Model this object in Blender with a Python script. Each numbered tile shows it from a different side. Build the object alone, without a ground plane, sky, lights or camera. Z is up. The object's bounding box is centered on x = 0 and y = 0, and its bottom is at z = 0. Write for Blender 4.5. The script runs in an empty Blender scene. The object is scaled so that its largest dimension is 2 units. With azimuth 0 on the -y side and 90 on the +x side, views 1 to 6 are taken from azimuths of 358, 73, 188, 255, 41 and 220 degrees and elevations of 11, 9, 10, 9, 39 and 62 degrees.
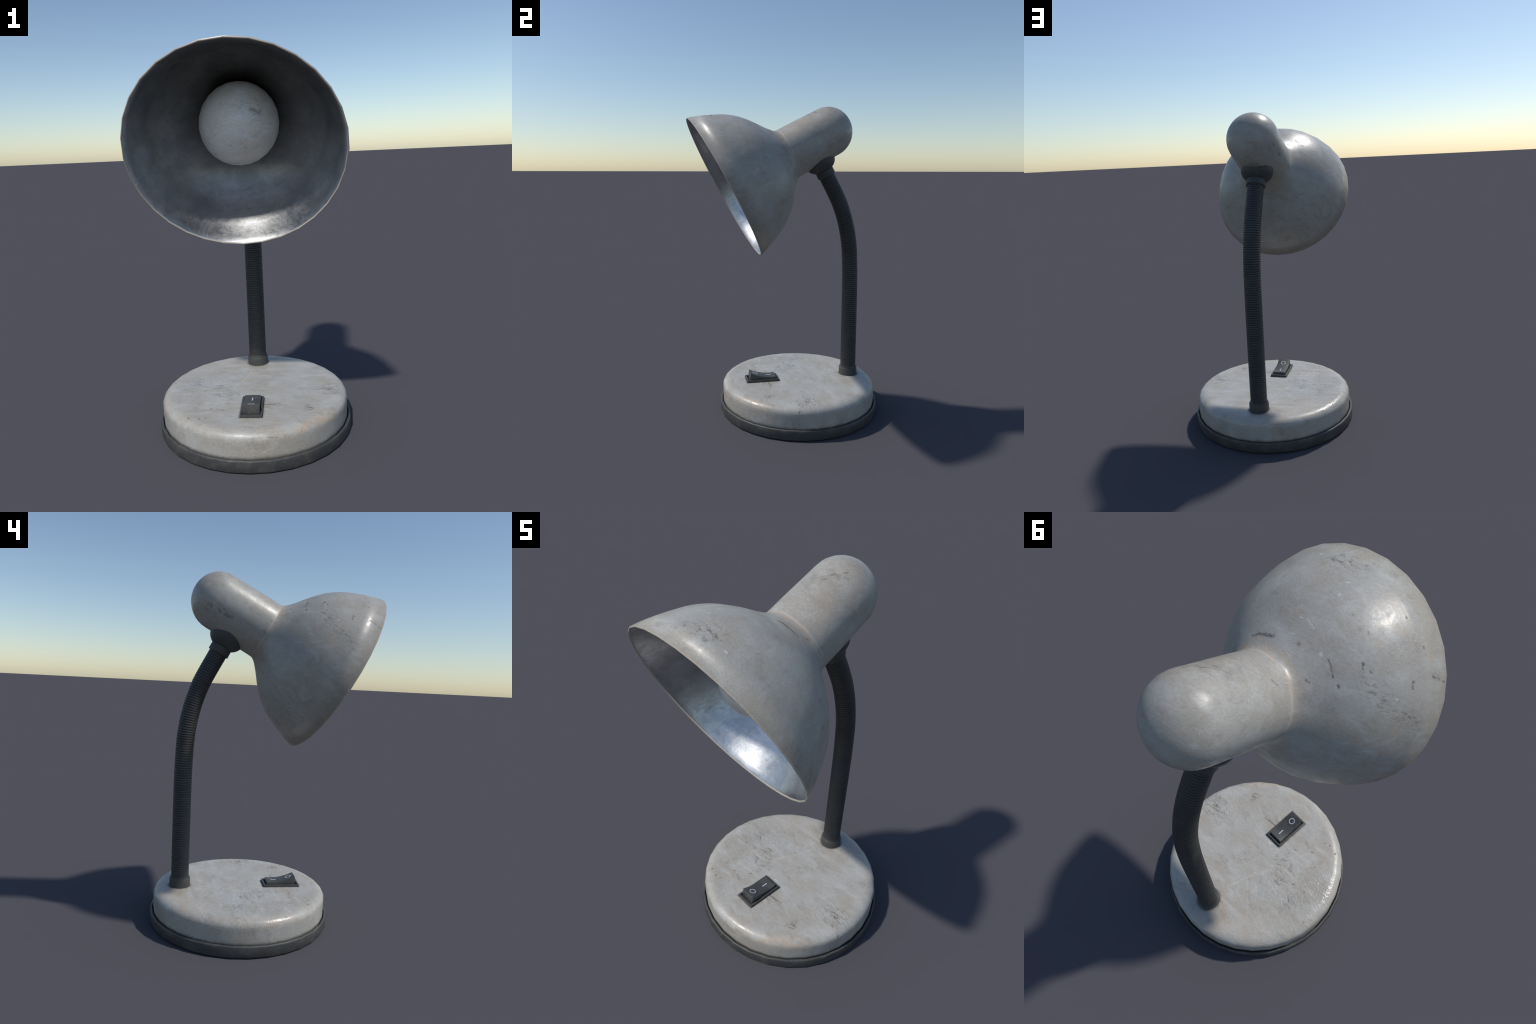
# Worn enamel desk lamp with a gooseneck arm, bell shade and rocker switch.
# Everything is built in the lamp's own frame (base axis = z, shade looks to -y);
# the top-level Empty turns and places that frame.
import bpy, bmesh, math
from mathutils import Vector, Matrix

YAW = math.radians(-5.9)
ORIGIN = (0.0015, 0.0955, 0.0)
SIDES = 32                        # the turned parts are visibly 32-sided

# ------------------------------------------------------------------ materials
class Nodes:
    """Tiny helper: every method adds a node and returns its output socket."""
    def __init__(self, tree):
        self.t = tree
    def new(self, kind, **props):
        n = self.t.nodes.new(kind)
        for k, v in props.items():
            setattr(n, k, v)
        return n
    def put(self, sock, val):
        if isinstance(val, bpy.types.NodeSocket):
            self.t.links.new(val, sock)
        elif isinstance(val, (tuple, list)) and sock.type == 'RGBA' and len(val) == 3:
            sock.default_value = (*val, 1.0)
        else:
            sock.default_value = val
    def math(self, op, a, b=0.0, clamp=False):
        n = self.new('ShaderNodeMath', operation=op, use_clamp=clamp)
        self.put(n.inputs[0], a); self.put(n.inputs[1], b)
        return n.outputs[0]
    def mul(self, a, b): return self.math('MULTIPLY', a, b)
    def maxi(self, a, b): return self.math('MAXIMUM', a, b)
    def vmath(self, op, a, b=None, scale=None):
        n = self.new('ShaderNodeVectorMath', operation=op)
        self.put(n.inputs[0], a)
        if b is not None: self.put(n.inputs[1], b)
        if scale is not None: self.put(n.inputs['Scale'], scale)
        return n.outputs['Value'] if op in ('DOT_PRODUCT', 'LENGTH', 'DISTANCE') else n.outputs['Vector']
    def ramp(self, v, lo, hi, out0=0.0, out1=1.0, smooth=True):
        n = self.new('ShaderNodeMapRange', interpolation_type='SMOOTHSTEP' if smooth else 'LINEAR')
        self.put(n.inputs['Value'], v)
        n.inputs['From Min'].default_value = lo; n.inputs['From Max'].default_value = hi
        n.inputs['To Min'].default_value = out0; n.inputs['To Max'].default_value = out1
        return n.outputs['Result']
    def mix(self, f, a, b, blend='MIX'):
        n = self.new('ShaderNodeMix', data_type='RGBA', blend_type=blend)
        self.put(n.inputs[0], f); self.put(n.inputs[6], a); self.put(n.inputs[7], b)
        return n.outputs[2]
    def noise(self, vec, scale, detail=4.0, rough=0.55, distort=0.0, color=False):
        n = self.new('ShaderNodeTexNoise')
        self.put(n.inputs['Vector'], vec)
        n.inputs['Scale'].default_value = scale
        n.inputs['Detail'].default_value = detail
        n.inputs['Roughness'].default_value = rough
        n.inputs['Distortion'].default_value = distort
        return n.outputs['Color'] if color else n.outputs['Fac']
    def mapping(self, vec, loc=(0, 0, 0), rot=(0, 0, 0), scale=(1, 1, 1)):
        n = self.new('ShaderNodeMapping')
        self.put(n.inputs['Vector'], vec)
        n.inputs['Location'].default_value = loc
        n.inputs['Rotation'].default_value = rot
        n.inputs['Scale'].default_value = scale
        return n.outputs['Vector']
    def voronoi(self, vec, scale, randomness=1.0):
        n = self.new('ShaderNodeTexVoronoi')
        self.put(n.inputs['Vector'], vec)
        n.inputs['Scale'].default_value = scale
        n.inputs['Randomness'].default_value = randomness
        return n.outputs['Distance'], n.outputs['Color']
    def separate(self, vec):
        n = self.new('ShaderNodeSeparateXYZ'); self.put(n.inputs[0], vec)
        return n.outputs[0], n.outputs[1], n.outputs[2]
    def bump(self, height, strength, dist=0.002):
        n = self.new('ShaderNodeBump')
        n.inputs['Strength'].default_value = strength
        n.inputs['Distance'].default_value = dist
        self.put(n.inputs['Height'], height)
        return n.outputs['Normal']


def stroke_group():
    """Node group: adds a stroke from A to B (capsule of given radius) to the mask 'Before'.
    The vanishing share of Before in the position makes Cycles work through the strokes
    one after the other, which keeps its node stack small."""
    g = bpy.data.node_groups.new('stroke', 'ShaderNodeTree')
    face = g.interface
    for nm, tp in (('Vector', 'NodeSocketVector'), ('A', 'NodeSocketVector'), ('B', 'NodeSocketVector'),
                   ('Radius', 'NodeSocketFloat'), ('Strength', 'NodeSocketFloat'), ('Before', 'NodeSocketFloat')):
        face.new_socket(nm, in_out='INPUT', socket_type=tp)
    face.new_socket('Mask', in_out='OUTPUT', socket_type='NodeSocketFloat')
    N = Nodes(g)
    i = g.nodes.new('NodeGroupInput'); o = g.nodes.new('NodeGroupOutput')
    here = N.vmath('ADD', i.outputs['Vector'], N.mul(i.outputs['Before'], 1e-6))
    pa = N.vmath('SUBTRACT', here, i.outputs['A'])
    ba = N.vmath('SUBTRACT', i.outputs['B'], i.outputs['A'])
    h = N.math('DIVIDE', N.vmath('DOT_PRODUCT', pa, ba),
               N.math('ADD', N.vmath('DOT_PRODUCT', ba, ba), 1e-9), clamp=True)
    d = N.vmath('LENGTH', N.vmath('SUBTRACT', pa, N.vmath('SCALE', ba, scale=h)))
    q = N.math('DIVIDE', d, i.outputs['Radius'])
    m = N.mul(N.ramp(q, 0.1, 1.25, 1.0, 0.0), i.outputs['Strength'])
    g.links.new(N.maxi(m, i.outputs['Before']), o.inputs['Mask'])
    return g

STROKE = stroke_group()


def strokes(N, vec, items):
    """Union of strokes; items = (A, B, radius, strength)."""
    out = None
    for a, b, r, s in items:
        n = N.new('ShaderNodeGroup'); n.node_tree = STROKE
        N.put(n.inputs['Vector'], vec)
        n.inputs['A'].default_value = a; n.inputs['B'].default_value = b
        n.inputs['Radius'].default_value = r
        n.inputs['Strength'].default_value = s
        N.put(n.inputs['Before'], 0.0 if out is None else out)
        out = n.outputs['Mask']
    return out if out is not None else 0.0


def start(name):
    m = bpy.data.materials.new(name)
    m.use_nodes = True
    t = m.node_tree
    bsdf = t.nodes['Principled BSDF']
    N = Nodes(t)
    tc = t.nodes.new('ShaderNodeTexCoord')
    return m, N, bsdf, tc.outputs['Object']


def enamel(name, dark=(), pale=(), smudge=(), rust=None, grime=None, seed=0.0, tone=1.0, speck=1.0, pits=0.5, glint_zone=(), worn=None, mottle=0.85):
    """Dirty off-white enamel. dark / pale: scratch strokes; smudge: regions of grime
    streaks; rust, grime: functions (N, pos) -> extra mask."""
    m, N, b, pos = start(name)
    p = N.mapping(pos, loc=(seed, seed * 1.7, seed * 0.6))
    wob = N.vmath('SCALE', N.vmath('SUBTRACT', N.noise(p, 55, 3, color=True), (0.5, 0.5, 0.5)), scale=0.016)
    wpos = N.vmath('ADD', pos, wob)
    wp = N.vmath('ADD', p, N.vmath('SCALE', N.vmath('SUBTRACT', N.noise(p, 9, 3, color=True), (.5, .5, .5)), scale=0.09))
    cool = tuple(c * tone for c in (0.384, 0.376, 0.347))
    warm = tuple(c * tone for c in (0.350, 0.318, 0.270))
    light = tuple(min(c * tone, 0.92) for c in (0.465, 0.463, 0.443))
    # broad cool / warm clouds, with a finer layer of pale rub
    cloud = N.noise(wp, 5.5, 6, 0.62)
    col = N.mix(N.ramp(cloud, 0.32, 0.68, 0.5 - 0.5 * mottle, 0.5 + 0.5 * mottle), cool, warm)
    rub = N.noise(N.mapping(wp, loc=(3, 1, 2), rot=(0.3, 0.2, 0.6), scale=(1, 2.6, 1.5)), 8, 7, 0.62)
    col = N.mix(N.mul(N.ramp(rub, 0.44, 0.76), 0.75 * mottle), col, light)
    # grey-brown grime clouds
    gr = N.noise(N.mapping(wp, loc=(7, 4, 1), rot=(0.5, 0.1, 1.1), scale=(1.0, 2.2, 1.2)), 8.5, 8, 0.68)
    col = N.mix(N.mul(N.ramp(gr, 0.50, 0.76), 0.6 * mottle), col, (0.205 * tone, 0.186 * tone, 0.165 * tone))
    # faint rust-orange blush
    ru = N.noise(N.mapping(p, loc=(2, 9, 5)), 16, 5, 0.65)
    rmask = N.mul(N.ramp(ru, 0.58, 0.74), 0.42)
    if rust:
        rmask = N.maxi(rmask, N.mul(rust(N, wpos), N.ramp(N.noise(p, 30, 4, 0.6), 0.32, 0.62)))
    col = N.mix(rmask, col, (0.44, 0.335, 0.245))
    # fine streaky grain
    fine = N.noise(N.mapping(p, rot=(0.4, 0.7, 0.9), scale=(1, 3.5, 1.5)), 70, 4, 0.6)
    col = N.mix(0.5, col, N.mix(N.ramp(fine, 0.3, 0.7), (0.80, 0.79, 0.77), (1.12, 1.12, 1.12)), 'MULTIPLY')
    # scattered tiny chips
    vd, vc = N.voronoi(N.mapping(wpos, loc=(seed, 0, seed), rot=(0.2, 0.5, 0.8), scale=(1, 1.7, 1.25)), 15)
    pick, r2, _ = N.separate(vc)
    chips = N.mul(N.ramp(vd, 0.035, 0.075, 1, 0), N.ramp(pick, 0.70, 0.74))
    vd2, vc2 = N.voronoi(N.mapping(wpos, loc=(1 + seed, 4, 2), rot=(0.9, 0.1, 0.3), scale=(1.8, 0.9, 1.3)), 21)
    pk2, _, _ = N.separate(vc2)
    flecks = N.mul(N.ramp(vd2, 0.035, 0.075, 1, 0), N.ramp(pk2, 0.80, 0.84))
    broken = N.ramp(N.noise(p, 120, 3, 0.6), 0.36, 0.54, 0.45, 1.0)
    dk = N.maxi(N.mul(chips, 0.62 * speck), N.mul(strokes(N, wpos, dark), broken))
    # grime streaks inside smudge regions
    if smudge:
        st = N.noise(N.mapping(wpos, loc=(5, 2, 8), rot=(0.2, 0.4, 0.75), scale=(1.0, 3.2, 1.4)), 26, 6, 0.7)
        dk = N.maxi(dk, N.mul(N.ramp(st, 0.50, 0.66), strokes(N, wpos, smudge)))
    if grime:
        dk = N.maxi(dk, grime(N, wpos))
    col = N.mix(N.math('MINIMUM', dk, 0.85), col, (0.075, 0.066, 0.055))
    pl = N.maxi(N.mul(flecks, 0.55), strokes(N, wpos, pale))
    if worn:
        pl = N.maxi(pl, worn(N, pos))
    # long hairline scratches
    hl = N.noise(N.mapping(p, loc=(4, 4, 4), rot=(0.3, 0.9, 0.55), scale=(1, 24, 6)), 7, 2, 0.5)
    pl = N.maxi(pl, N.mul(N.mul(N.ramp(hl, 0.70, 0.73), N.ramp(cloud, 0.42, 0.6)), 0.35))
    col = N.mix(pl, col, (0.62, 0.58, 0.52))
    N.put(b.inputs['Base Color'], col)
    rn = N.noise(p, 22, 5, 0.6)
    rgh = N.math('ADD', N.ramp(rn, 0.3, 0.7, 0.31, 0.47), N.mul(dk, 0.25))
    if glint_zone:      # gloss and bumps raised locally to place the sun glint
        glint = strokes(N, wpos, glint_zone)
        rgh = N.mul(rgh, N.math('SUBTRACT', 1.0, N.mul(glint, 0.55)))
        pits = N.math('ADD', pits, N.mul(glint, 3.4))
    N.put(b.inputs['Roughness'], rgh)
    b.inputs['Specular IOR Level'].default_value = 0.5
    hgt = N.math('SUBTRACT', N.math('ADD', N.mul(N.noise(p, 72, 3, 0.6), pits), N.mul(N.noise(p, 7, 1), 0.7)), N.mul(dk, 0.25))
    N.put(b.inputs['Normal'], N.bump(hgt, 0.32, 0.003))
    return m


def dark_plastic(name, colour, dusty, rough=0.5, amount=0.5):
    m, N, b, pos = start(name)
    n1 = N.noise(pos, 14, 6, 0.6, 0.3)
    n2 = N.noise(N.mapping(pos, rot=(0.2, 0.5, 0.3), scale=(1, 2.2, 1)), 45, 5, 0.6)
    col = N.mix(N.mul(N.ramp(n1, 0.42, 0.68), amount), colour, dusty)
    col = N.mix(N.mul(N.ramp(n2, 0.55, 0.75), amount * 0.7), col, tuple(c * 1.5 for c in dusty))
    N.put(b.inputs['Base Color'], col)
    N.put(b.inputs['Roughness'], N.ramp(n2, 0.3, 0.7, rough - 0.06, rough + 0.12))
    N.put(b.inputs['Normal'], N.bump(n2, 0.12, 0.002))
    return m


def reflector_metal():
    m, N, b, pos = start('dull_reflector_metal')
    wp = N.vmath('ADD', pos, N.vmath('SCALE', N.vmath('SUBTRACT', N.noise(pos, 14, 3, color=True), (.5, .5, .5)), scale=0.06))
    a = N.noise(wp, 9, 7, 0.65)
    s = N.noise(N.mapping(wp, rot=(0.4, 0.2, 0.9), scale=(1, 2.4, 1)), 32, 6, 0.7)
    col = N.mix(N.ramp(a, 0.35, 0.65), (0.38, 0.388, 0.40), (0.52, 0.53, 0.54))
    col = N.mix(N.mul(N.ramp(s, 0.50, 0.75), 0.5), col, (0.22, 0.215, 0.21))
    vd, vc = N.voronoi(wp, 17)
    pick, _, _ = N.separate(vc)
    col = N.mix(N.mul(N.mul(N.ramp(vd, 0.04, 0.09, 1, 0), N.ramp(pick, 0.7, 0.74)), 0.6), col, (0.06, 0.055, 0.05))
    N.put(b.inputs['Base Color'], col)
    b.inputs['Metallic'].default_value = 1.0
    N.put(b.inputs['Roughness'], N.ramp(s, 0.3, 0.7, 0.30, 0.45))
    N.put(b.inputs['Normal'], N.bump(s, 0.15, 0.002))
    return m


def paint_white():
    m, N, b, pos = start('printed_symbol_white')
    n = N.noise(pos, 160, 3)
    N.put(b.inputs['Base Color'], N.mix(n, (0.42, 0.42, 0.46), (0.62, 0.62, 0.66)))
    b.inputs['Roughness'].default_value = 0.6
    return m

# ------------------------------------------------------------------ mesh tools
def finish(name, verts, faces, mat, parent, smooth=True, angle=None):
    me = bpy.data.meshes.new(name)
    me.from_pydata(verts, [], faces)
    me.validate(); me.update()
    bm = bmesh.new(); bm.from_mesh(me)
    bmesh.ops.recalc_face_normals(bm, faces=bm.faces)
    bm.to_mesh(me); bm.free()
    me.materials.append(mat)
    for poly in me.polygons:
        poly.use_smooth = smooth
    if smooth and angle:
        me.set_sharp_from_angle(angle=math.radians(angle))
    ob = bpy.data.objects.new(name, me)
    bpy.context.scene.collection.objects.link(ob)
    ob.parent = parent
    return ob


def turned(profile, sides=SIDES, cap0=False, cap1=False):
    """Surface of revolution about z; profile = [(radius, z)], radius 0 makes a pole."""
    verts, rings, faces = [], [], []
    for r, z in profile:
        if r <= 1e-6:
            rings.append([len(verts)]); verts.append((0, 0, z))
        else:
            rings.append(list(range(len(verts), len(verts) + sides)))
            for k in range(sides):
                a = 2 * math.pi * k / sides
                verts.append((r * math.cos(a), r * math.sin(a), z))
    for p, q in zip(rings, rings[1:]):
        for k in range(sides):
            k2 = (k + 1) % sides
            if len(p) == 1: faces.append((p[0], q[k], q[k2]))
            elif len(q) == 1: faces.append((p[k], p[k2], q[0]))
            else: faces.append((p[k], p[k2], q[k2], q[k]))
    if cap0: faces.append(tuple(reversed(rings[0])))
    if cap1: faces.append(tuple(rings[-1]))
    return verts, faces


def catmull(points, per=8):
    """Smooth polyline through control points (any dimension)."""
    out = []
    P = [tuple(2 * a - b for a, b in zip(points[0], points[1]))] + list(points) + \
        [tuple(2 * a - b for a, b in zip(points[-1], points[-2]))]
    for i in range(1, len(P) - 2):
        for k in range(per):
            t = k / per
            out.append(tuple(0.5 * (2 * b + (c - a) * t + (2 * a - 5 * b + 4 * c - d) * t * t + (3 * b - a - 3 * c + d) * t ** 3)
                             for a, b, c, d in zip(P[i - 1], P[i], P[i + 1], P[i + 2])))
    out.append(tuple(points[-1]))
    return out


def bevel(ob, width, segments=2):
    bm = bmesh.new(); bm.from_mesh(ob.data)
    edges = [e for e in bm.edges if len(e.link_faces) == 2 and e.calc_face_angle() > math.radians(30)]
    bmesh.ops.bevel(bm, geom=edges, offset=width, segments=segments, profile=0.6, affect='EDGES', clamp_overlap=True)
    bm.to_mesh(ob.data); bm.free()
    for p in ob.data.polygons: p.use_smooth = True
    ob.data.set_sharp_from_angle(angle=math.radians(38))

# ------------------------------------------------------------------ lamp root
lamp = bpy.data.objects.new('desk_lamp', None)
bpy.context.scene.collection.objects.link(lamp)
lamp.location = ORIGIN
lamp.rotation_euler = (0, 0, YAW)
lamp['label'] = 'worn off-white gooseneck desk lamp with round base'
lamp['category'] = 'desk lamp'

ARM_Y = 0.3605          # where the arm stands on the base
TOP = 0.199             # height of the base's top face
SW_X, SW_Y, SW_W, SW_L = 0.002, -0.249, 0.1125, 0.2155   # switch frame centre and size

# ---- base material: marks measured on the top face
def T(x, y): return (x, y, TOP)
base_dark = [
    (T(.143, -.207), T(.122, -.212), .0035, .75), (T(.122, -.213), T(.091, -.215), .0050, .85), (T(.091, -.216), T(.062, -.221), .0070, .9),
    (T(.315, -.267), T(.284, -.223), .010, .25), (T(.284, -.223), T(.269, -.296), .009, .22), (T(.312, -.270), T(.290, -.283), .007, .5),
    (T(.448, -.103), T(.434, -.098), .005, .8), (T(.276, -.089), T(.268, -.092), .004, .5),
    (T(-.224, -.357), T(-.222, -.353), .006, .8), (T(-.256, -.363), T(-.255, -.359), .006, .8), (T(-.314, -.352), T(-.311, -.350), .007, .85),
    (T(-.212, -.260), T(-.209, -.255), .0055, .8), (T(-.135, -.203), T(-.127, -.195), .0045, .75), (T(-.083, -.091), T(-.080, -.089), .006, .75),
    (T(-.286, -.206), T(-.283, -.200), .005, .7), (T(-.272, -.046), T(-.268, -.042), .005, .7), (T(-.344, -.058), T(-.341, -.052), .005, .7),
    (T(-.303, .033), T(-.323, .044), .0035, .75), (T(-.136, -.280), T(-.180, -.262), .0035, .6), (T(-.184, -.268), T(-.134, -.285), .003, .45),
    (T(-.088, -.072), T(-.145, -.117), .005, .40), (T(-.120, -.060), T(-.150, -.078), .004, .45),
    (T(.121, .138), T(.060, .085), .004, .22), (T(.060, .085), T(.004, .036), .004, .28), (T(.008, .038), T(.105, .113), .003, .2),
    (T(-.468, .067), T(-.462, .060), .008, .4), (T(.443, -.107), T(.392, -.028), .006, .25),
    ((.09, -.497, .172), (.13, -.488, .168), .005, .7), ((.492, -.115, .172), (.487, -.08, .176), .006, .7),
]
base_pale = [
    (T(-.207, -.252), T(-.175, -.160), .0022, .65), (T(-.175, -.160), T(-.143, -.077), .0018, .45), (T(-.143, -.077), T(-.090, .047), .0024, .6),
    (T(-.085, .060), T(-.024, .209), .0020, .5), (T(-.059, .118), T(-.070, .068), .0026, .65), (T(-.095, .056), T(-.132, -.026), .0024, .6),
    (T(-.019, .230), T(-.045, .175), .0026, .6), (T(-.044, .496), T(-.086, .421), .0022, .4), (T(-.070, .128), T(-.221, .264), .0026, .35),
    (T(-.030, -.100), T(-.034, -.096), .006, .7), (T(.000, -.118), T(.012, -.116), .006, .7),
]
base_smudge = [
    (T(.440, -.020), T(.345, -.050), .075, .85), (T(.345, -.02), T(.26, .02), .06, .35), (T(-.175, -.037), T(-.224, .031), .055, .65),
    (T(-.100, -.080), T(-.190, -.100), .045, .55), (T(.292, -.262), T(.296, -.256), .040, .75), (T(-.25, -.30), T(-.30, -.22), .06, .35),
    (T(-.38, -.05), T(-.33, .10), .06, .35), (T(.02, .04), T(.12, .13), .045, .35), (T(-.20, .015), T(-.15, -.02), .05, .4),
]

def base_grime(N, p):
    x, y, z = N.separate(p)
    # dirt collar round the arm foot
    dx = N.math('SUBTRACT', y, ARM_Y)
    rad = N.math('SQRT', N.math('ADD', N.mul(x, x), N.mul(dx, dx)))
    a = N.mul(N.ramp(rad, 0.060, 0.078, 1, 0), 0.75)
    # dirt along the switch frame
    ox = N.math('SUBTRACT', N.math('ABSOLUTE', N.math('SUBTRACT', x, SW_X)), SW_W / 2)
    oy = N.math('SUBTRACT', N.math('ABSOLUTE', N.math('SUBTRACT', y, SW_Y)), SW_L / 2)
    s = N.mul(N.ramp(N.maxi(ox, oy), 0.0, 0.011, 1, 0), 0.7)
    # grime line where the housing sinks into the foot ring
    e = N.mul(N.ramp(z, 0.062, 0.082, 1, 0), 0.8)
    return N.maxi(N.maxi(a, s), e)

def base_rust(N, p):
    edge = strokes(N, p, [((.25, -.45, .185), (.40, -.30, .185), .045, .7), ((.0, -.50, .12), (.14, -.48, .15), .04, .35),
                          ((-.5, -.1, .17), (-.45, -.25, .185), .03, .5), ((-.34, .28, .199), (-.1, .42, .199), .09, .35),
                          ((-.37, .34, .16), (-.45, .24, .13), .05, .35)])
    return edge

mat_base = enamel('worn_enamel_base', base_dark, base_pale, base_smudge, base_rust, base_grime, seed=0.0, tone=1.07, mottle=1.0, speck=0.7, pits=0.6,
                  glint_zone=[(T(-.24, .02), T(-.37, -.11), .16, 1.0), ((-.40, .28, .19), (-.48, .05, .19), .06, .6)])

# ---- base housing
housing_profile = [(0.507, 0.040), (0.5110, 0.060), (0.5118, 0.100), (0.5118, 0.140)] + \
    [(0.4568 + 0.055 * math.cos(a), 0.158 + 0.041 * math.sin(a)) for a in [math.radians(d) for d in (0, 18, 36, 54, 72, 90)]] + \
    [(0.43, TOP)]
v, f = turned(housing_profile, cap1=True)
base = finish('base', v, f, mat_base, lamp)
base.location = (0.0, 0.0015, 0.0)

# ---- foot ring
mat_ring = dark_plastic('dusty_black_rubber', (0.050, 0.051, 0.050), (0.098, 0.094, 0.085), 0.50, 0.65)
ring_profile = [(0.517, 0.0), (0.5275, 0.003), (0.531, 0.010), (0.531, 0.058), (0.5295, 0.064), (0.5265, 0.067), (0.5185, 0.067),
                (0.5165, 0.064), (0.515, 0.044), (0.49, 0.044)]
v, f = turned(ring_profile, cap0=True, cap1=True)
foot_ring = finish('foot_ring', v, f, mat_ring, lamp, angle=60)
foot_ring.location = (0.0, 0.0015, 0.0)

# ---- rocker switch
mat_switch = dark_plastic('scuffed_black_plastic', (0.050, 0.050, 0.049), (0.088, 0.085, 0.076), 0.45, 0.6)
mat_mark = paint_white()

def box_frame(ox, oy, ix, iy, z0, z1, zin):
    """Rectangular bezel with a sunk floor: outer half sizes, inner half sizes."""
    def rect(hx, hy, z): return [(-hx, -hy, z), (hx, -hy, z), (hx, hy, z), (-hx, hy, z)]
    verts = rect(ox, oy, z0) + rect(ox, oy, z1) + rect(ix, iy, z1) + rect(ix, iy, zin)
    faces = [(3, 2, 1, 0), (12, 13, 14, 15)]
    for lvl in (0, 4, 8):
        for k in range(4):
            k2 = (k + 1) % 4
            faces.append((lvl + k, lvl + k2, lvl + 4 + k2, lvl + 4 + k))
    return verts, faces

switch = bpy.data.objects.new('switch', None)
bpy.context.scene.collection.objects.link(switch)
switch.parent = lamp
switch.location = (SW_X, SW_Y, TOP)
v, f = box_frame(SW_W / 2, SW_L / 2, SW_W / 2 - 0.0105, SW_L / 2 - 0.0105, -0.002, 0.0135, 0.002)
frame = finish('switch_frame', v, f, mat_switch, switch)
bevel(frame, 0.0022, 2)

Y0, Y1 = -0.0825, 0.0885            # rocker front and back edge (from switch centre)
def rocker_z(y):
    """Concave top of the rocker: high at the O end, low at the I end."""
    t = (y - Y0) / (Y1 - Y0)
    return 0.0590 + (0.0285 - 0.0590) * t - 0.052 * t * (1 - t)
half = 0.0418
steps = 14
verts, faces = [], []
ys = [Y0 + (Y1 - Y0) * i / steps for i in range(steps + 1)]
for i, y in enumerate(ys):
    t = i / steps
    yb = y - 0.006 * (1 - t) + 0.003 * t        # ends rake outwards at the foot
    flare = 0.0018
    verts += [(-half, y, rocker_z(y)), (half, y, rocker_z(y)), (-half - flare, yb, 0.004), (half + flare, yb, 0.004)]
for i in range(steps):
    a, b = 4 * i, 4 * i + 4
    faces += [(a, a + 1, b + 1, b), (a, b, b + 2, a + 2), (a + 1, a + 3, b + 3, b + 1), (a + 2, b + 2, b + 3, a + 3)]
e = 4 * steps
faces += [(0, 2, 3, 1), (e, e + 1, e + 3, e + 2)]
rocker = finish('rocker', verts, faces, mat_switch, switch)
bevel(rocker, 0.0022, 2)

def inlay(name, outline_in, outline_out):
    """Thin raised print on the rocker's curved top, between two matching outlines."""
    n = len(outline_out)
    verts = []
    for ring, dz in ((outline_in, -0.001), (outline_in, 0.0007), (outline_out, 0.0007), (outline_out, -0.001)):
        verts += [(x, y, rocker_z(y) + dz) for x, y in ring]
    faces = []
    for k in range(n):
        k2 = (k + 1) % n
        for lvl in range(3):
            faces.append((lvl * n + k, lvl * n + k2, (lvl + 1) * n + k2, (lvl + 1) * n + k))
    return finish(name, verts, faces, mat_mark, switch, smooth=False)

cx, cy = 0.0, -0.0475
circ = lambda r, n=40: [(cx + r * math.cos(2 * math.pi * k / n), cy + r * math.sin(2 * math.pi * k / n)) for k in range(n)]
inlay('off_symbol', circ(0.0136), circ(0.0176))
bar_c, bar_l, bar_w = 0.0425, 0.0165, 0.0028
def bar(w, l, n=6):
    right = [(w, bar_c - l + 2 * l * k / n) for k in range(n + 1)]
    return right + [(-x, y) for x, y in reversed(right)]
inlay('on_symbol', bar(bar_w * 0.05, bar_l * 0.98), bar(bar_w, bar_l))

# ---- arm
mat_arm = dark_plastic('ribbed_black_rubber', (0.033, 0.034, 0.034), (0.056, 0.055, 0.052), 0.45, 0.5)
mat_collar = dark_plastic('matt_black_plastic', (0.050, 0.050, 0.048), (0.074, 0.071, 0.065), 0.55, 0.5)
v, f = turned([(0.054, -0.004), (0.0612, -0.003), (0.0610, 0.030), (0.0608, 0.046), (0.0596, 0.0485), (0.0555, 0.0505), (0.0540, 0.060), (0.049, 0.061)],
              sides=32, cap0=True, cap1=True)
collar = finish('arm_collar', v, f, mat_collar, lamp, angle=32)
collar.location = (0, ARM_Y, TOP)

TILT = math.radians(27.8)
AXIS_Y, AXIS_Z = math.cos(TILT), math.sin(TILT)          # shade axis, mouth to tail
MOUTH = Vector((0.0, -0.4918, 1.4857))                    # centre of the shade's mouth
def head(t, d):
    """Point at distance t along the shade axis and d across it (d>0 upwards)."""
    return (MOUTH.y + t * AXIS_Y - d * AXIS_Z, MOUTH.z + t * AXIS_Z + d * AXIS_Y)

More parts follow.
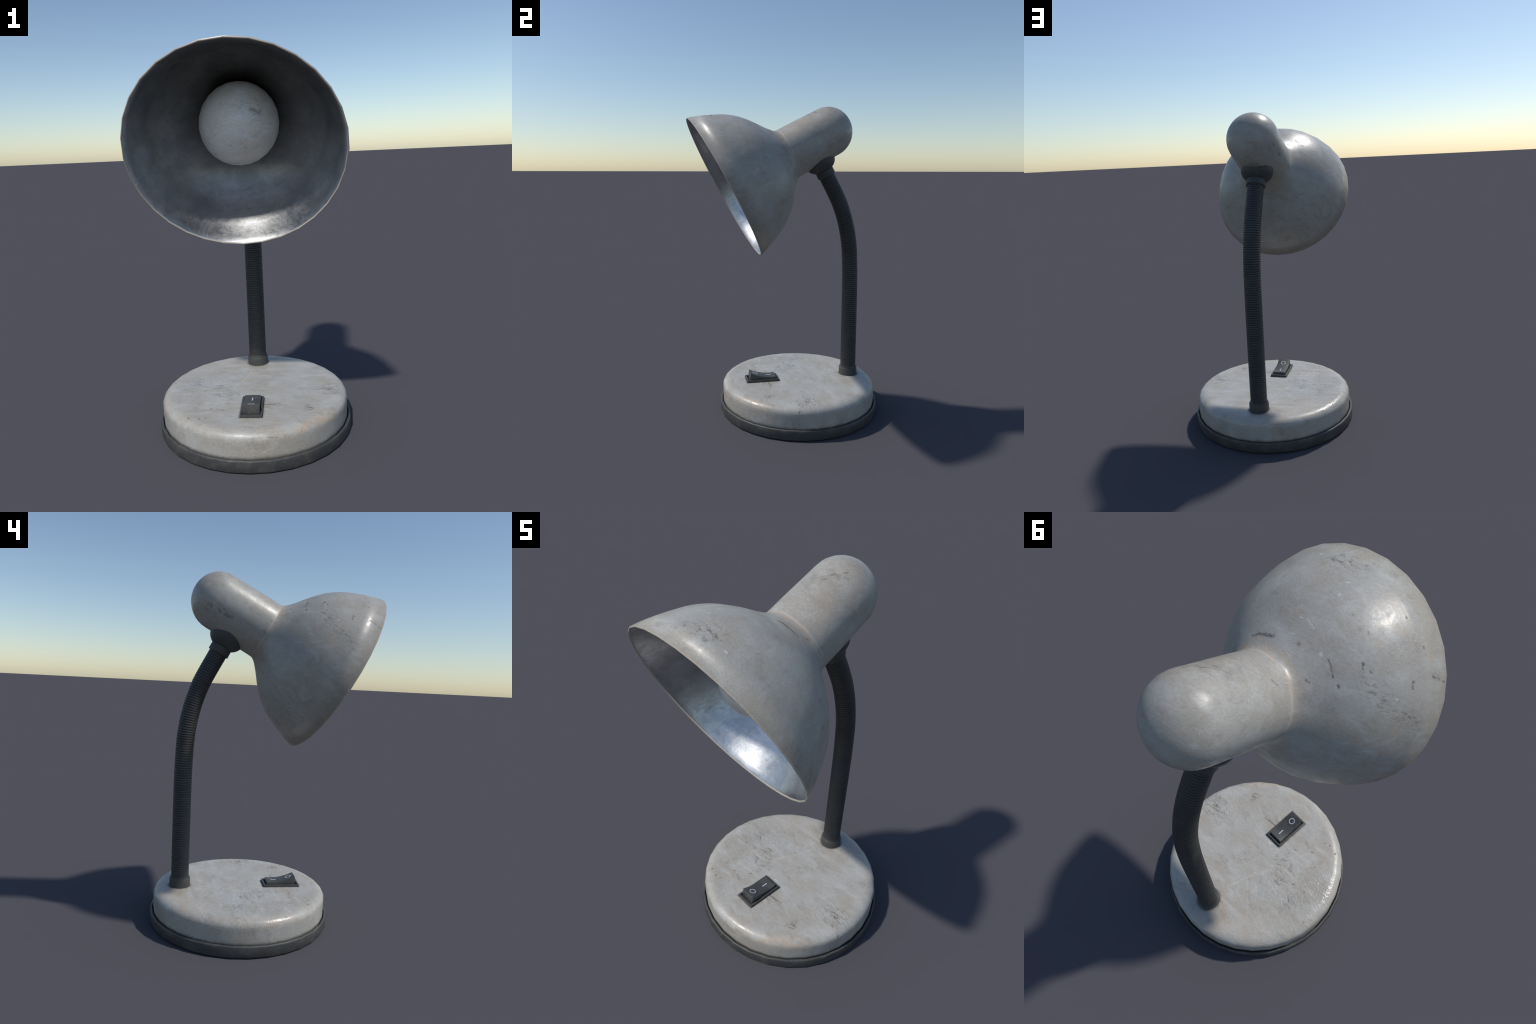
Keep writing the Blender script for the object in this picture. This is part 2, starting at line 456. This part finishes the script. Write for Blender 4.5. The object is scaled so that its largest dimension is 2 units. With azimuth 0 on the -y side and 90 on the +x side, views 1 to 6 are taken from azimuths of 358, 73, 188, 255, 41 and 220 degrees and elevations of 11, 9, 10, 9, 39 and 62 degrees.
JOINT_T = 0.632
spine = [(ARM_Y, 0.205), (0.3605, 0.40), (0.3603, 0.60), (0.3593, 0.78), (0.3568, 0.93), (0.3495, 1.07), (0.3400, 1.15),
         (0.3250, 1.226), (0.3065, 1.295), (0.2790, 1.372), (0.2475, 1.440), head(JOINT_T, -0.262), head(JOINT_T, -0.225)]
path = catmull(spine, 24)
length = [0.0]
for a, b in zip(path, path[1:]):
    length.append(length[-1] + math.hypot(b[0] - a[0], b[1] - a[1]))
PITCH, PER = 0.0139, 8
count = int(length[-1] / PITCH * PER)
verts, faces, seg, j = [], [], 24, 0
for i in range(count + 1):
    s = length[-1] * i / count
    while j < len(length) - 2 and length[j + 1] < s: j += 1
    t = (s - length[j]) / (length[j + 1] - length[j])
    y = path[j][0] + (path[j + 1][0] - path[j][0]) * t
    z = path[j][1] + (path[j + 1][1] - path[j][1]) * t
    ja, jb = max(j - 6, 0), min(j + 7, len(path) - 1)
    ty, tz = path[jb][0] - path[ja][0], path[jb][1] - path[ja][1]
    q = math.hypot(ty, tz); ty /= q; tz /= q
    rib = abs(math.cos(math.pi * s / PITCH)) ** 0.8          # rounded crests, narrow grooves
    r = 0.0504 + 0.0020 * rib
    for k in range(seg):
        a = 2 * math.pi * k / seg
        verts.append((r * math.cos(a), y + r * math.sin(a) * tz, z - r * math.sin(a) * ty))
for i in range(count):
    for k in range(seg):
        k2 = (k + 1) % seg
        faces.append((i * seg + k, i * seg + k2, (i + 1) * seg + k2, (i + 1) * seg + k))
faces += [tuple(range(seg))[::-1], tuple(count * seg + k for k in range(seg))]
arm = finish('flexible_arm', verts, faces, mat_arm, lamp)
arm.data.materials.append(dark_plastic('rib_groove_rubber', (0.015, 0.015, 0.015), (0.026, 0.025, 0.024), 0.65, 0.5))
for poly in arm.data.polygons:          # the grooves between the ribs are darker
    ring_no = min(poly.vertices) // seg
    if len(poly.vertices) == 4:
        phase = (length[-1] * (ring_no + 0.5) / count / PITCH) % 1.0
        if abs(phase - 0.5) < 0.15: poly.material_index = 1

# ---- pivot joint: collar and half-ball cup under the socket housing
joint_rot = Matrix.Rotation(TILT, 4, 'X')
def place_on_head(ob, t, d):
    y, z = head(t, d)
    ob.matrix_local = Matrix.Translation((0, y, z)) @ joint_rot
v, f = turned([(0.050, -0.245), (0.0590, -0.2455), (0.0600, -0.2435), (0.0592, -0.205), (0.0592, -0.19)], sides=32, cap0=True, cap1=True)
jc = finish('joint_collar', v, f, mat_collar, lamp, angle=50)
place_on_head(jc, JOINT_T, 0.0)
v, f = turned([(0.040, -0.207), (0.0585, -0.2065), (0.0740, -0.196), (0.0865, -0.183), (0.0945, -0.170), (0.0992, -0.155), (0.1005, -0.138), (0.1005, -0.09)],
              sides=32, cap0=True, cap1=True)
cup = finish('pivot_joint', v, f, mat_collar, lamp, angle=50)
place_on_head(cup, JOINT_T, 0.0)

# ---- shade and socket housing: one turned skin, split at the neck
shade_dark = [
    ((-.224, -.257, .290), (-.228, -.254, .290), .0075, .9), ((-.256, -.244, .278), (-.257, -.242, .277), .0065, .9),
    ((-.210, -.174, .353), (-.215, -.169, .353), .0070, .9), ((-.305, -.337, .087), (-.308, -.330, .087), .006, .75),
    ((-.210, -.394, .108), (-.213, -.391, .108), .006, .8), ((-.127, -.152, .416), (-.138, -.150, .410), .0050, .9),
    ((-.035, -.222, .391), (-.030, -.226, .390), .0080, .65), ((-.138, -.228, .358), (-.165, -.209, .358), .0040, .7),
    ((-.165, -.209, .358), (-.184, -.190, .359), .0055, .8), ((-.355, -.245, .146), (-.368, -.224, .147), .0055, .8),
    ((-.381, -.263, .065), (-.397, -.256, .034), .0050, .85), ((-.405, -.252, .018), (-.413, -.247, .006), .0045, .85),
    ((-.172, -.333, .248), (-.174, -.331, .248), .005, .5), ((-.098, -.355, .257), (-.100, -.353, .257), .005, .5),
    ((-.078, -.142, .532), (-.092, -.134, .519), .0050, .75),
    ((.138, -.150, .410), (.100, -.182, .408), .0060, .85), ((.100, -.180, .409), (.057, -.198, .409), .0085, .9),
    ((.140, -.103, .445), (.134, -.130, .432), .0070, .6),
    ((-.146, .066, .705), (-.149, .058, .668), .012, .55), ((-.142, .057, .819), (-.140, .060, .800), .010, .45),
    ((-.018, -.160, .667), (.030, -.157, .712), .004, .45), ((.030, -.157, .712), (.078, -.139, .770), .0055, .55),
    ((-.233, -.244, .294), (-.238, -.240, .292), .005, .6), ((.088, .133, .750), (.060, .147, .745), .004, .8),
    ((-.039, .155, .758), (-.034, .156, .757), .005, .8), ((.09, .10, .79), (.10, .11, .755), .005, .8),
    ((-.224, .357, .167), (-.222, .359, .164), .005, .45),
]
shade_pale = [
    ((.001, -.287, .341), (-.038, -.278, .346), .0028, .6), ((.067, -.222, .385), (.002, -.237, .381), .0026, .5),
    ((-.014, -.377, .244), (-.016, -.375, .244), .0055, .7), ((.004, -.407, .198), (-.004, -.410, .194), .0045, .7),
    ((-.108, -.230, .367), (-.111, -.228, .367), .0065, .75), ((-.359, -.183, .206), (-.361, -.181, .205), .006, .7),
    ((.026, -.282, .344), (.022, -.283, .344), .0045, .7), ((-.413, -.044, .179), (-.418, -.046, .173), .004, .5),
    ((.083, -.133, .787), (.096, -.082, .859), .0028, .5), ((.191, -.406, .102), (.197, -.403, .102), .007, .7),
    ((.030, -.158, .585), (.055, -.150, .560), .003, .45), ((-.224, .357, .170), (-.215, .363, .163), .004, .6),
]
shade_smudge = [
    ((.109, -.424, .129), (.043, -.457, .085), .060, .80), ((.020, -.45, .11), (.108, -.436, .10), .045, .75),
    ((-.265, -.214, .291), (-.363, -.157, .217), .050, .60), ((-.363, -.157, .217), (-.432, -.092, .120), .055, .60),
    ((-.15, .065, .70), (-.145, .06, .80), .060, .60), ((-.446, -.03, .106), (-.43, -.10, .12), .04, .45),
    ((-.28, .30, .20), (-.15, .40, .15), .06, .30), ((.03, -.16, .70), (.08, -.135, .76), .035, .5),
]

def shade_rust(N, p):
    x, y, z = N.separate(p)
    # rubbed bands where the bell meets the neck, and the bare edge of the mouth
    tc = N.new('ShaderNodeTexCoord').outputs['Object']
    _, _, zz = N.separate(tc)
    band1 = N.mul(N.ramp(N.math('ABSOLUTE', N.math('SUBTRACT', z, 0.462)), 0.002, 0.009, 1, 0), 0.85)
    band2 = N.mul(N.ramp(N.math('ABSOLUTE', N.math('SUBTRACT', z, 0.437)), 0.003, 0.012, 1, 0), 0.40)
    lip = N.mul(N.ramp(zz, 0.0035, 0.0065, 1, 0), 0.45)
    tan = strokes(N, p, [((.10, -.15, .43), (.155, -.08, .445), .030, .8), ((.13, -.10, .52), (.10, -.12, .60), .05, .35)])
    return N.maxi(N.maxi(band1, band2), N.maxi(lip, tan))

def shade_worn(N, pos):
    # thin bright line rubbed along the crease between bell and neck, and the mouth's edge
    _, _, z = N.separate(pos)
    line = N.mul(N.ramp(N.math('ABSOLUTE', N.math('SUBTRACT', z, 0.468)), 0.0008, 0.0065, 1, 0),
                 N.ramp(N.noise(pos, 7, 3), 0.42, 0.62, 0.0, 0.28))
    edge = N.mul(N.ramp(z, 0.001, 0.006, 1, 0), 0.12)
    return N.maxi(line, edge)

mat_shade = enamel('worn_enamel_shade', shade_dark, shade_pale, shade_smudge, shade_rust, None, seed=2.3, speck=0.35, worn=shade_worn, mottle=0.85, tone=0.95)

profile_ctrl = [(0.4845, 0.001), (0.4760, 0.030), (0.4590, 0.080), (0.4345, 0.140), (0.4008, 0.210), (0.3512, 0.280), (0.2900, 0.340),
                (0.2280, 0.390), (0.1835, 0.430), (0.1675, 0.453), (0.1648, 0.475), (0.1642, 0.520)]
outer = catmull(profile_ctrl, 3)
neck = [(0.1635, 0.58), (0.1618, 0.65), (0.1602, 0.72), (0.1597, 0.765)]
dome = [(0.1597 * math.cos(a), 0.765 + 0.155 * math.sin(a)) for a in [math.radians(90 * k / 10) for k in range(1, 10)]] + [(0.0, 0.920)]
lip = [(0.4765, 0.0030), (0.4768, -0.0015), (0.4785, -0.0040), (0.4810, -0.0046), (0.4834, -0.0030)]
skin = lip + outer + neck + dome

whole_v, whole_f = turned(skin)
# vertex normals of the whole skin, so that the split leaves no seam in the shading
tmp = bpy.data.meshes.new('whole'); tmp.from_pydata(whole_v, [], whole_f); tmp.update()
bm = bmesh.new(); bm.from_mesh(tmp); bmesh.ops.recalc_face_normals(bm, faces=bm.faces)
bm.normal_update()
whole_n = [v.normal.copy() for v in bm.verts]
bm.free(); bpy.data.meshes.remove(tmp)
# the skin's shading rolls forward over the last few centimetres before the mouth
for i, (x, y, z) in enumerate(whole_v):
    if 0.0005 < z < 0.095 and math.hypot(x, y) > 0.45:
        w = 1.0 * (1 - z / 0.095)
        whole_n[i] = (whole_n[i] + Vector((0, 0, -w))).normalized()
SPLIT = 0.456
head_matrix = Matrix.Translation(MOUTH) @ Matrix(((1, 0, 0, 0), (0, AXIS_Z, AXIS_Y, 0), (0, -AXIS_Y, AXIS_Z, 0), (0, 0, 0, 1)))

def region(name, keep):
    fs = [f for f in whole_f if keep(sum(whole_v[i][2] for i in f) / len(f))]
    used = sorted({i for f in fs for i in f}); idx = {i: k for k, i in enumerate(used)}
    ob = finish(name, [whole_v[i] for i in used], [tuple(idx[i] for i in f) for f in fs], mat_shade, lamp)
    ob.data.normals_split_custom_set_from_vertices([whole_n[i] for i in used])
    ob.matrix_local = head_matrix
    return ob
shade = region('lamp_shade', lambda z: z < SPLIT)
housing = region('socket_housing', lambda z: z >= SPLIT)

# ---- reflector (bare metal inside), socket and bulb
WALL = 0.010
inner = [(0.4765, 0.0030), (0.4725, 0.010)] + [(r - WALL, z) for r, z in outer if 0.02 < z < 0.47] + [(0.152, 0.50), (0.152, 0.56), (0.0, 0.565)]
v, f = turned(inner)
reflector = finish('reflector', v, f, reflector_metal(), lamp)
reflector.data.flip_normals()
reflector.matrix_local = head_matrix

v, f = turned([(0.075, 0.50), (0.080, 0.505), (0.080, 0.56)], sides=32, cap0=True, cap1=True)
socket = finish('bulb_socket', v, f, mat_collar, lamp, angle=50)
socket.matrix_local = head_matrix

bulb_mat = enamel('grimy_bulb_glass', [((-.07, -.02, .115), (-.068, -.022, .115), .009, .8), ((.045, .07, .12), (.046, .072, .12), .007, .8),
                                        ((.07, -.12, .16), (.09, -.11, .165), .014, .6), ((-.15, .09, .21), (-.14, .10, .205), .010, .6)],
                  [], [((.06, -.13, .16), (.10, -.10, .17), .05, .5), ((-.1, .1, .15), (.05, .15, .17), .06, .4)], seed=5.1, tone=2.1, speck=1.0)  # tone lifts the base colour to match how bright the bulb looks
BR, BC, BL = 0.1880, 0.290, 0.205          # bulb radius, centre and half length on the axis
bulb_profile = [(0.0, BC - BL)] + [(BR * math.sin(a), BC - BL * math.cos(a)) for a in [math.radians(90 * k / 10) for k in range(1, 11)]] + \
    [(BR * math.cos(a), BC + BL * math.sin(a)) for a in [math.radians(7.5 * k) for k in range(1, 9)]] + [(0.072, 0.499), (0.070, 0.515)]
v, f = turned(bulb_profile, sides=24, cap1=True)
bulb = finish('light_bulb', v, f, bulb_mat, lamp)
bulb.matrix_local = head_matrix @ Matrix.Translation((0.003, -0.006, -0.006))
